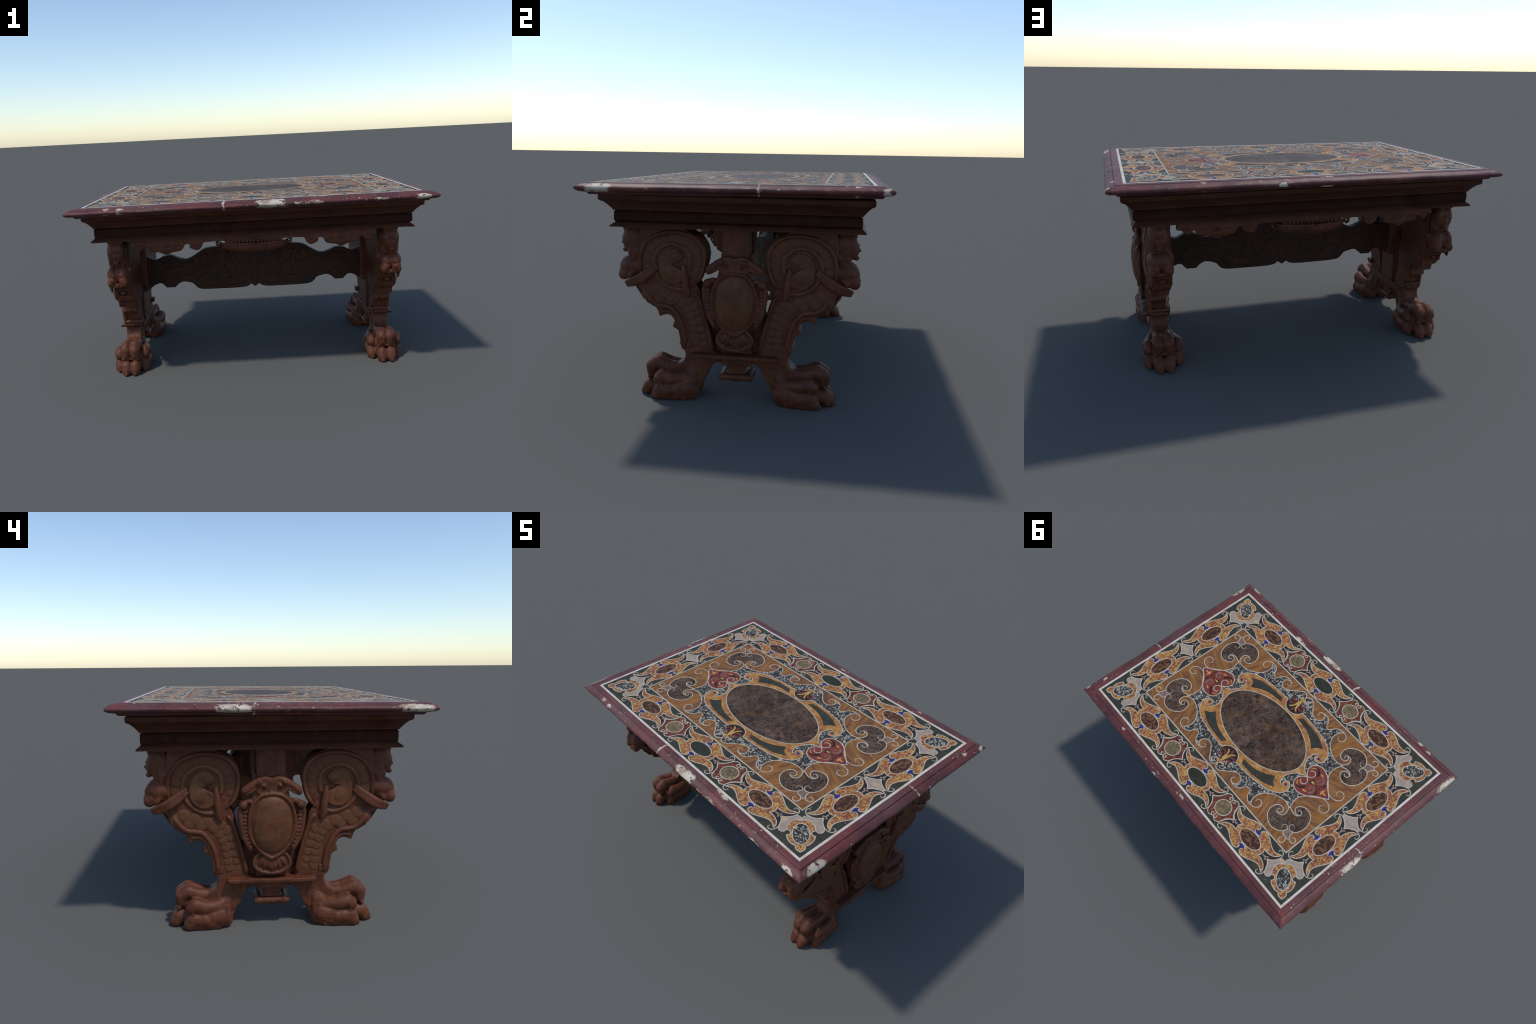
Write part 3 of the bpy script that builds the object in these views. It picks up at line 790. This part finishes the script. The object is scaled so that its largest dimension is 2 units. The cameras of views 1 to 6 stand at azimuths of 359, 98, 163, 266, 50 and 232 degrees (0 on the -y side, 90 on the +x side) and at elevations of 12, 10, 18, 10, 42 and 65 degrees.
# ------------------------------------------------------------ trestle ends
# Everything is modelled for the end at +x, leg on the +y side, then mirrored.
X0 = .770                                         # middle plane of the trestle
leg_out = [(455, 838, 'c'), (470, 790), (472, 700), (468, 600), (458, 540), (438, 492), (412, 462), (386, 440), (372, 402, 'c'), (350, 410), (325, 412), (299, 392), (304, 372), (309, 354, 'c'),
           (285, 338), (264, 318), (255, 288), (252, 274), (268, 258), (266, 246, 'c'), (250, 236), (246, 214), (250, 200), (262, 180), (300, 150), (300, 60, 'c'), (200, 60, 'c'),
           (160, 88), (122, 160), (100, 184), (80, 188, 'c'), (80, 224, 'c'), (108, 235), (106, 268), (118, 310), (140, 410), (165, 500), (172, 535), (184, 556), (194, 578), (165, 622), (145, 680), (150, 742), (184, 793), (235, 822), (265, 838, 'c')]
g = Geo(); g.slab_yz(curve(leg_out, True, 5), .728, .826)
leg_me = remesh(g, 'scroll_leg', WOOD, .004, 3, .0016, 34)

for v in leg_me.vertices:
    if v.co.x < .76:
        k = max(0, min(1, (v.co.z - .36) / .12))
        v.co.x += .012 * (1 - k) - .012 * k
# raised edge mouldings, volute, straps
def x3(line, x): return [Vector((x, p[0], p[1])) for p in line]
g = Geo()
XF = .826
XV = .817
def soft(r): return lambda t: r * min(1, .25 + 10 * t, .25 + 10 * (1 - t))
g.tube(x3(curve([(205, 558), (168, 605), (151, 660), (149, 705), (165, 755), (210, 795), (285, 812), (365, 800), (425, 765), (456, 710), (463, 650), (456, 590)], False, 6), XF), soft(.0115), 10)
g.tube(x3(curve([(445, 535), (425, 500), (385, 462), (350, 455), (318, 450), (288, 420), (262, 370), (249, 310), (245, 250)], False, 6), XF), soft(.0135), 10)
g.tube(x3(curve([(372, 420), (345, 430), (318, 425), (290, 392), (271, 340), (262, 285), (258, 250)], False, 6), XF - .004), soft(.010), 10)
g.tube(x3(curve([(205, 530), (180, 505), (158, 440), (140, 370), (124, 300), (118, 245)], False, 6), XF), soft(.0115), 10)
mould_me = g.mesh('edge_moulding', WOOD, 'all')
g = Geo()
def spiral(cy, cz, r0, r1, a0, a1, n=60):
    return [Vector((XF, cy + (r0 + (r1 - r0) * t) * math.cos(a0 + (a1 - a0) * t), cz + (r0 + (r1 - r0) * t) * math.sin(a0 + (a1 - a0) * t))) for t in [i / n for i in range(n + 1)]]
# broad inner band running round the volute
g.tube(x3(curve([(245, 542), (290, 540), (345, 560), (382, 600), (398, 655), (380, 715), (335, 750), (285, 752), (238, 725), (222, 680), (228, 630)], False, 6), XV + .003), .0145, 10)
comma = curve([(334, 666, 'c'), (306, 664), (278, 668), (258, 683), (254, 702), (269, 723), (300, 734), (336, 722), (361, 690), (369, 645), (359, 600), (331, 571), (296, 564), (262, 578), (245, 604), (250, 626), (284, 646)], True, 6)
g.slab_yz(comma, XV - .02, XV + .022)
g.blob((XV + .018, .283, .696), (.012, .024, .024), u=20, w=12)
g.blob((XV + .016, .312, .618), (.010, .040, .042), u=20, w=12)
volute_me = remesh(g, 'volute', WOOD_B, .003, 2, .0008, 40)
g = Geo()                                         # leafy strap from volute to bust, and the drop strap
for o in (-.009, 0, .009):
    g.tube([Vector((XF + .004 + .014 * math.sin(math.pi * t) - .012 * t, .375 + .165 * t + o * .5, .652 - .100 * t + o * 1.1 - .014 * math.sin(math.pi * t))) for t in [i / 14 for i in range(15)]], lambda t: .004 + .012 * math.sin(math.pi * min(1, .05 + t * .945)), 10)
g.tube(x3(curve([(250, 662), (246, 620), (240, 570), (236, 530), (230, 505)], False, 6), XF + .006), lambda t: .010 + .008 * t * (1 - t) * 4, 10)
g.blob((XF + .004, .236, .535), (.014, .022, .022))
strap_me = remesh(g, 'leafy_strap', WOOD, .003, 2, .0008, 40)

# overlapping scales: one lens mesh, many placements
def scale_mesh():
    g = Geo(); v = []; f = []; nu, nr = 20, 6
    for i in range(nr + 1):
        r = i / nr
        for k in range(nu):
            a = 2 * math.pi * k / nu
            y = math.cos(a) * r; z = math.sin(a) * r
            z2 = z if z < 0 else z * .85
            v.append((.50 * (1 - r ** 5) + .22 * (-z2), y, z2))
    for i in range(nr):
        for k in range(nu):
            k2 = (k + 1) % nu
            f.append([i * nu + k, (i + 1) * nu + k, (i + 1) * nu + k2, i * nu + k2])
    b = len(v)
    for k in range(nu):
        p = v[nr * nu + k]; v.append((-.5, p[1], p[2]))
    for k in range(nu):
        k2 = (k + 1) % nu
        f.append([nr * nu + k, b + k, b + k2, nr * nu + k2])
    for i in range(-4, 5):                        # small engraved crescent standing on the scale
        pass
    g.add(v, f)
    g.tube([Vector((.53 + .02 * (1 - t * t), .40 * t, .12 - .34 * math.sqrt(max(0, 1 - t * t)))) for t in [-.9 + 1.8 * i / 10 for i in range(11)]], .05, 6)
    return g.mesh('scale', WOOD_B, 45)
scale_me = scale_mesh()
# (y, z, size, direction the tip points to, in degrees from -z toward +y)
scales = []
for y, z, r, a in [(425, 515, 30, 30), (395, 535, 30, 20), (372, 500, 30, 15), (345, 520, 28, 5), (318, 490, 29, 0), (290, 500, 28, -5), (262, 478, 29, -18), (232, 488, 26, -22),
                   (240, 450, 27, -22), (208, 462, 25, -22), (222, 418, 26, -14), (190, 430, 22, -14), (210, 384, 25, -10), (178, 392, 21, -10), (204, 350, 24, -8), (168, 352, 19, -8),
                   (200, 317, 23, -5), (160, 315, 17, -5), (196, 285, 22, -3), (152, 282, 15, -3),
                   (428, 690, 26, 0), (430, 645, 26, 5), (424, 600, 26, 10), (412, 730, 24, -20)]:
    scales.append((y, z, r, a))
for k in range(11):                               # scales round the volute band
    a = math.radians(195 - k * 15.5)
    scales.append((305 + 124 * math.cos(a), 668 + 110 * math.sin(a), 20, math.degrees(a) + 180 + 0))
# bust
g = Geo()
hx, hy_, hz = X0, .500, .765
g.box((X0 - .046, .44, .822), (X0 + .046, .535, .840))                 # abacus over the head
g.blob((X0, .488, .772), (.052, .056, .062))                            # skull
g.blob((X0, .505, .752), (.036, .044, .050))                            # face
g.limb([(X0, .543, .766, .006), (X0, .550, .749, .008)], 5)             # nose
g.blob((X0, .543, .776), (.030, .010, .007))                            # brow
g.blob((X0, .541, .734), (.014, .009, .005)); g.blob((X0, .538, .714), (.018, .014, .012))
for s in (1, -1):
    g.blob((X0 + s * .018, .532, .752), (.013, .013, .014))             # cheeks
    g.limb([(X0 + s * .020, .525, .822, .016), (X0 + s * .042, .505, .785, .017), (X0 + s * .046, .485, .735, .018), (X0 + s * .044, .478, .690, .018)], 6)  # hair
g.limb([(X0, .475, .73, .036), (X0, .468, .67, .040)], 6)               # neck
g.blob((X0, .485, .640), (.060, .062, .052)); g.blob((X0, .455, .66), (.058, .05, .06))
for s in (1, -1):
    g.blob((X0 + s * .034, .522, .612), (.034, .040, .034))             # breasts
    g.blob((X0 + s * .052, .490, .645), (.024, .05, .034))              # shoulders
    g.limb([(X0 + s * .050, .455, .66, .018), (X0 + s * .058, .500, .600, .016), (X0 + s * .030, .538, .585, .011), (X0, .546, .578, .009)], 7)   # mantle edge
    g.limb([(X0 + s * .022, .522, .68, .006), (X0 + s * .020, .552, .64, .007)], 6)                                                              # dress folds
g.blob((X0, .552, .588), (.012, .008, .012))
for s in (1, -1):
    g.blob((X0 + s * .026, .490, .770), (.036, .054, .066)); g.blob((X0 + s * .030, .478, .712), (.032, .040, .040))
    g.blob((X0 + s * .034, .496, .640), (.038, .060, .054)); g.blob((X0 + s * .044, .535, .600), (.024, .026, .028))
g.v = [(X0 + .006 + (x - X0) * .88, y + (.013 if y > .47 else .013 * max(0, (y - .40) / .07)), z) for x, y, z in g.v]
bust_me = remesh(g, 'female_bust', WOOD, .003, 4, .0010, 50)
# tapering console below the bust
g = Geo()
g.slab_yz([Vector(p) for p in ((.40, .60), (.486, .585), (.478, .545), (.446, .492), (.418, .480), (.40, .478))], .720, .820)
g.slab_yz([Vector(p) for p in ((.36, .486), (.448, .490), (.440, .468), (.400, .446), (.36, .440))], .722, .818)
g.slab_yz([Vector(p) for p in ((.22, .288), (.266, .286), (.274, .274), (.256, .254), (.22, .254))], .720, .830)
for s in (1, -1):
    g.limb([(X0 + s * .034, .492, .545, .006), (X0 + s * .034, .460, .495, .006)], 8)
g.limb([(X0 - .034, .492, .545, .006), (X0 + .034, .492, .545, .006)], 8); g.limb([(X0 - .034, .460, .495, .006), (X0 + .034, .460, .495, .006)], 8)
g.blob((X0, .476, .520), (.016, .012, .014))
console_me = remesh(g, 'console_bracket', WOOD, .003, 1, .0010, 50)
# lion paw
g = Geo()
g.slab_yz(curve([(96, 240, 'c'), (246, 240, 'c'), (249, 205), (262, 180), (300, 160), (330, 100), (330, 20, 'c'), (205, 20, 'c'), (172, 60), (132, 150), (112, 185)], True, 4), .726, .816)
for s in (1, -1):
    g.limb([(X0 + s * .010, .185, .20, .036), (X0 + s * .012, .205, .14, .044), (X0 + s * .030, .245, .075, .054), (X0 + s * .045, .235, .045, .050)], 8)
    g.limb([(X0 + s * .035, .245, .075, .060), (X0 + s * .045, .32, .055, .052)], 8)
    g.blob((X0 + s * .045, .212, .040), (.046, .034, .046))
for x, dy, k in ((-.027, 0, 1), (.027, 0, 1), (-.078, -.066, 0), (.078, -.066, 0)):
    cx = X0 + x
    if k:
        g.limb([(X0 + x * .75, .205, .185, .018), (X0 + x * .85, .262, .143, .025), (cx, .335, .147, .030), (cx, .390, .163, .034), (cx, .418, .145, .033), (cx, .420, .116, .028)], 8)
        zk = .093
    else:
        g.limb([(X0 + x * .45, .205, .125, .022), (X0 + x * .8, .255, .100, .030), (cx, .310, .103, .033), (cx, .352, .116, .0335), (cx, .368, .100, .031)], 8)
        zk = .078
    yk = .424 + dy
    g.limb([(cx - .018, yk + .005, zk, .010), (cx + .018, yk + .005, zk, .010)], 5)
    g.limb([(cx, .37 + dy, .045, .036), (cx, .427 + dy, .047, .035), (cx, .443 + dy, .024, .032)], 8)
    g.limb([(cx, .450 + dy, .022, .023), (cx, .466 + dy, .010, .014)], 5)
g.limb([(X0 - .035, .36, .090, .045), (X0 + .035, .36, .090, .045)], 6)
for s in (1, -1):
    g.limb([(X0 + s * .056, .235, .055, .050), (X0 + s * .060, .32, .055, .047)], 8)
    g.slab_yz(curve([(240, 0, 'c'), (375, 0, 'c'), (370, 50), (345, 84), (300, 98), (262, 104), (240, 60)], True, 4), X0 + (.02 if s > 0 else -.092), X0 + (.092 if s > 0 else -.02))
    g.limb([(X0 + s * .050, .228, .038, .044), (X0 + s * .060, .29, .030, .046), (X0 + s * .064, .36, .028, .042)], 10)
    g.limb([(X0 + s * .040, .218, .085, .036), (X0 + s * .050, .27, .085, .040)], 6)
    g.limb([(X0 + s * .010, .25, .125, .036), (X0 + s * .016, .34, .110, .032)], 6)
g.v = [(X0 + .007 + (x - X0) * .97, y, z) for x, y, z in g.v]
paw_me = remesh(g, 'lion_paw', WOOD, .0033, 4, .0012, 40)
cnt = len(paw_me.vertices); cc = [0.0] * (3 * cnt); paw_me.vertices.foreach_get('co', cc)
for i in range(2, 3 * cnt, 3): cc[i] = max(cc[i], 0.0)        # flat sole on the floor
paw_me.vertices.foreach_set('co', cc); paw_me.update()

# centre of the trestle: post, cartouche, shelf, drop
g = Geo()
g.box((.700, -.064, .70), (.830, .064, .838)); g.box((.730, -.075, .23), (.812, .075, .72)); g.box((.694, -.078, .42), (.74, .078, .838)); g.box((.755, -.135, .232), (.79, .135, .55))
g.limb([(.80, -.055, .715, .012), (.80, .055, .715, .012)], 6)
post_me = remesh(g, 'centre_post', WOOD, .004, 2, .001, 30)
g = Geo()
shield = [(0, 628), (45, 618), (82, 575), (97, 510), (88, 440), (55, 385), (28, 362), (0, 348)]
bodyl = [(0, 655), (70, 648), (88, 605), (118, 592), (146, 556), (144, 500), (128, 420), (96, 372), (74, 368), (60, 354), (90, 304), (66, 278), (36, 264), (0, 258)]
g.slab_yz(curve(sym_x(bodyl), True, 5), .812, .856)
g.slab_yz(curve(sym_x([(0, 640), (55, 630), (95, 582), (110, 510), (100, 432), (66, 372), (30, 345), (0, 330)]), True, 5), .84, .870)
g.tube(x3(curve(sym_x([(0, 634), (50, 624), (90, 578), (104, 510), (95, 435), (60, 380), (28, 352), (0, 338)]) + [(0, 634)], False, 5), .869), .008, 10)
for s in (1, -1):
    g.tube(x3(curve([(92 * s, 600), (116 * s, 596), (142 * s, 562), (140 * s, 500), (122 * s, 425), (94 * s, 376)], False, 6), .858), lambda t: .012, 10)
    g.blob((.862, .128 * s, .582), (.020, .020, .022))
    for i in range(10):                           # gadroon beads on the wings
        t = i / 9
        g.blob((.857, (.124 - .026 * t + .008 * math.sin(math.pi * t)) * s, .550 - .160 * t), (.014, .013, .0105), Matrix.Rotation(.5 * s, 3, 'X').to_euler().to_quaternion() if False else None)
    # rolled crest
    g.tube(x3(curve([(0, 690), (30, 700), (62, 690), (95, 668), (128, 642)], False, 6), .856) if s == 1 else x3(curve([(0, 690), (-30, 700), (-62, 690), (-95, 668), (-128, 642)], False, 6), .856), lambda t: .012 + .007 * t, 12)
    g.tube([Vector((.866 + .012 * math.cos(a), s * (.048 + .014 * math.sin(a)), .672 + .018 * math.cos(a * .9))) for a in [i * .5 for i in range(12)]], .009, 8)
    for yy, zz, ye, ze in ((8, 338, 14, 276), (20, 340, 38, 284), (32, 344, 60, 300)):
        g.tube(x3(curve([(yy * s, zz), ((yy * .4 + ye * .6) * s, zz * .45 + ze * .55), (ye * s, ze)], False, 5), .857), lambda t: .006 + .007 * math.sin(math.pi * min(1, .15 + .85 * t)), 8)
    g.tube(x3(curve([(0, 336), (30 * s, 345), (62 * s, 352), (84 * s, 306), (66 * s, 280), (38 * s, 266), (0, 260)], False, 6), .856), .008, 8)
g.slab_yz(curve(sym_x([(0, 704), (30, 712), (60, 700), (98, 678), (134, 652), (136, 634), (122, 626), (100, 634), (72, 648), (62, 636), (0, 636)]), True, 5), .82, .868)
g.blob((.850, 0, .30), (.018, .02, .04))
cart_me = remesh(g, 'cartouche', WOOD, .003, 2, .0012, 40)
g = Geo(); g.slab_yz([Vector((p[0] * .94, .49 + (p[1] - .49) * .95)) for p in curve(sym_x(shield), True, 6)], .84, .872)
g.blob((.864, 0, .492), (.034, .090, .133), u=32, w=22, power=.9)
boss_me = remesh(g, 'shield_boss', WOOD_B, .0035, 3, .0018, 24)
g = Geo()
g.slab_yz([Vector(p) for p in ((-.205, .236), (.205, .236), (.203, .226), (.196, .219), (-.196, .219), (-.203, .226))], .72, .868)
g.slab_yz(curve([(-100, 225, 'c'), (100, 225, 'c'), (110, 182), (80, 184), (60, 170), (0, 172), (-60, 170), (-80, 184), (-110, 182)], True, 5), .730, .815)
shelf_me = remesh(g, 'shelf', WOOD, .003, 1, .0012, 30)
g = Geo()
g.slab_yz(curve([(-62, 186, 'c'), (62, 186, 'c'), (46, 165), (40, 145), (52, 128, 'c'), (-52, 128, 'c'), (-40, 145), (-46, 165)], True, 4), .742, .808)
for x in (.735, .765, .795, .820):
    g.limb([(x, -.068, .116, .017), (x, .068, .116, .017)], 12)
g.blob((.79, 0, .108), (.040, .046, .020))
for s in (1, -1): g.limb([(.73, s * .06, .118, .020), (.822, s * .06, .116, .019)], 8)
drop_me = remesh(g, 'drop_finial', WOOD, .003, 3, .0015, 30)

for sx in (1, -1):
    tr = link(bpy.data.objects.new('trestle', post_me), root); tr.scale = (sx, 1, 1); tr.location.x = -.005 if sx > 0 else -.002
    for me, nm in ((cart_me, 'cartouche'), (boss_me, 'shield_boss'), (shelf_me, 'shelf'), (drop_me, 'drop_finial')):
        link(bpy.data.objects.new(nm, me), tr)
    for sy in (1, -1):
        for me, nm in ((leg_me, 'scroll_leg'), (mould_me, 'edge_moulding'), (volute_me, 'volute'), (strap_me, 'leafy_strap'), (bust_me, 'female_bust'), (console_me, 'console_bracket'), (paw_me, 'lion_paw')):
            o = link(bpy.data.objects.new(nm, me), tr); o.scale = (1, sy, 1)
        for (y, z, r, a) in scales:
            o = link(bpy.data.objects.new('scale', scale_me), tr)
            j = random.uniform(-.04, .04)
            o.matrix_local = Matrix.Diagonal((1, sy, 1, 1)) @ Matrix.Translation((XF - .003, y * .001, z * .001)) @ Matrix.Rotation(math.radians(a) + j, 4, 'X') @ Matrix.Diagonal((r * .00050, r * .00108, r * .00125, 1))
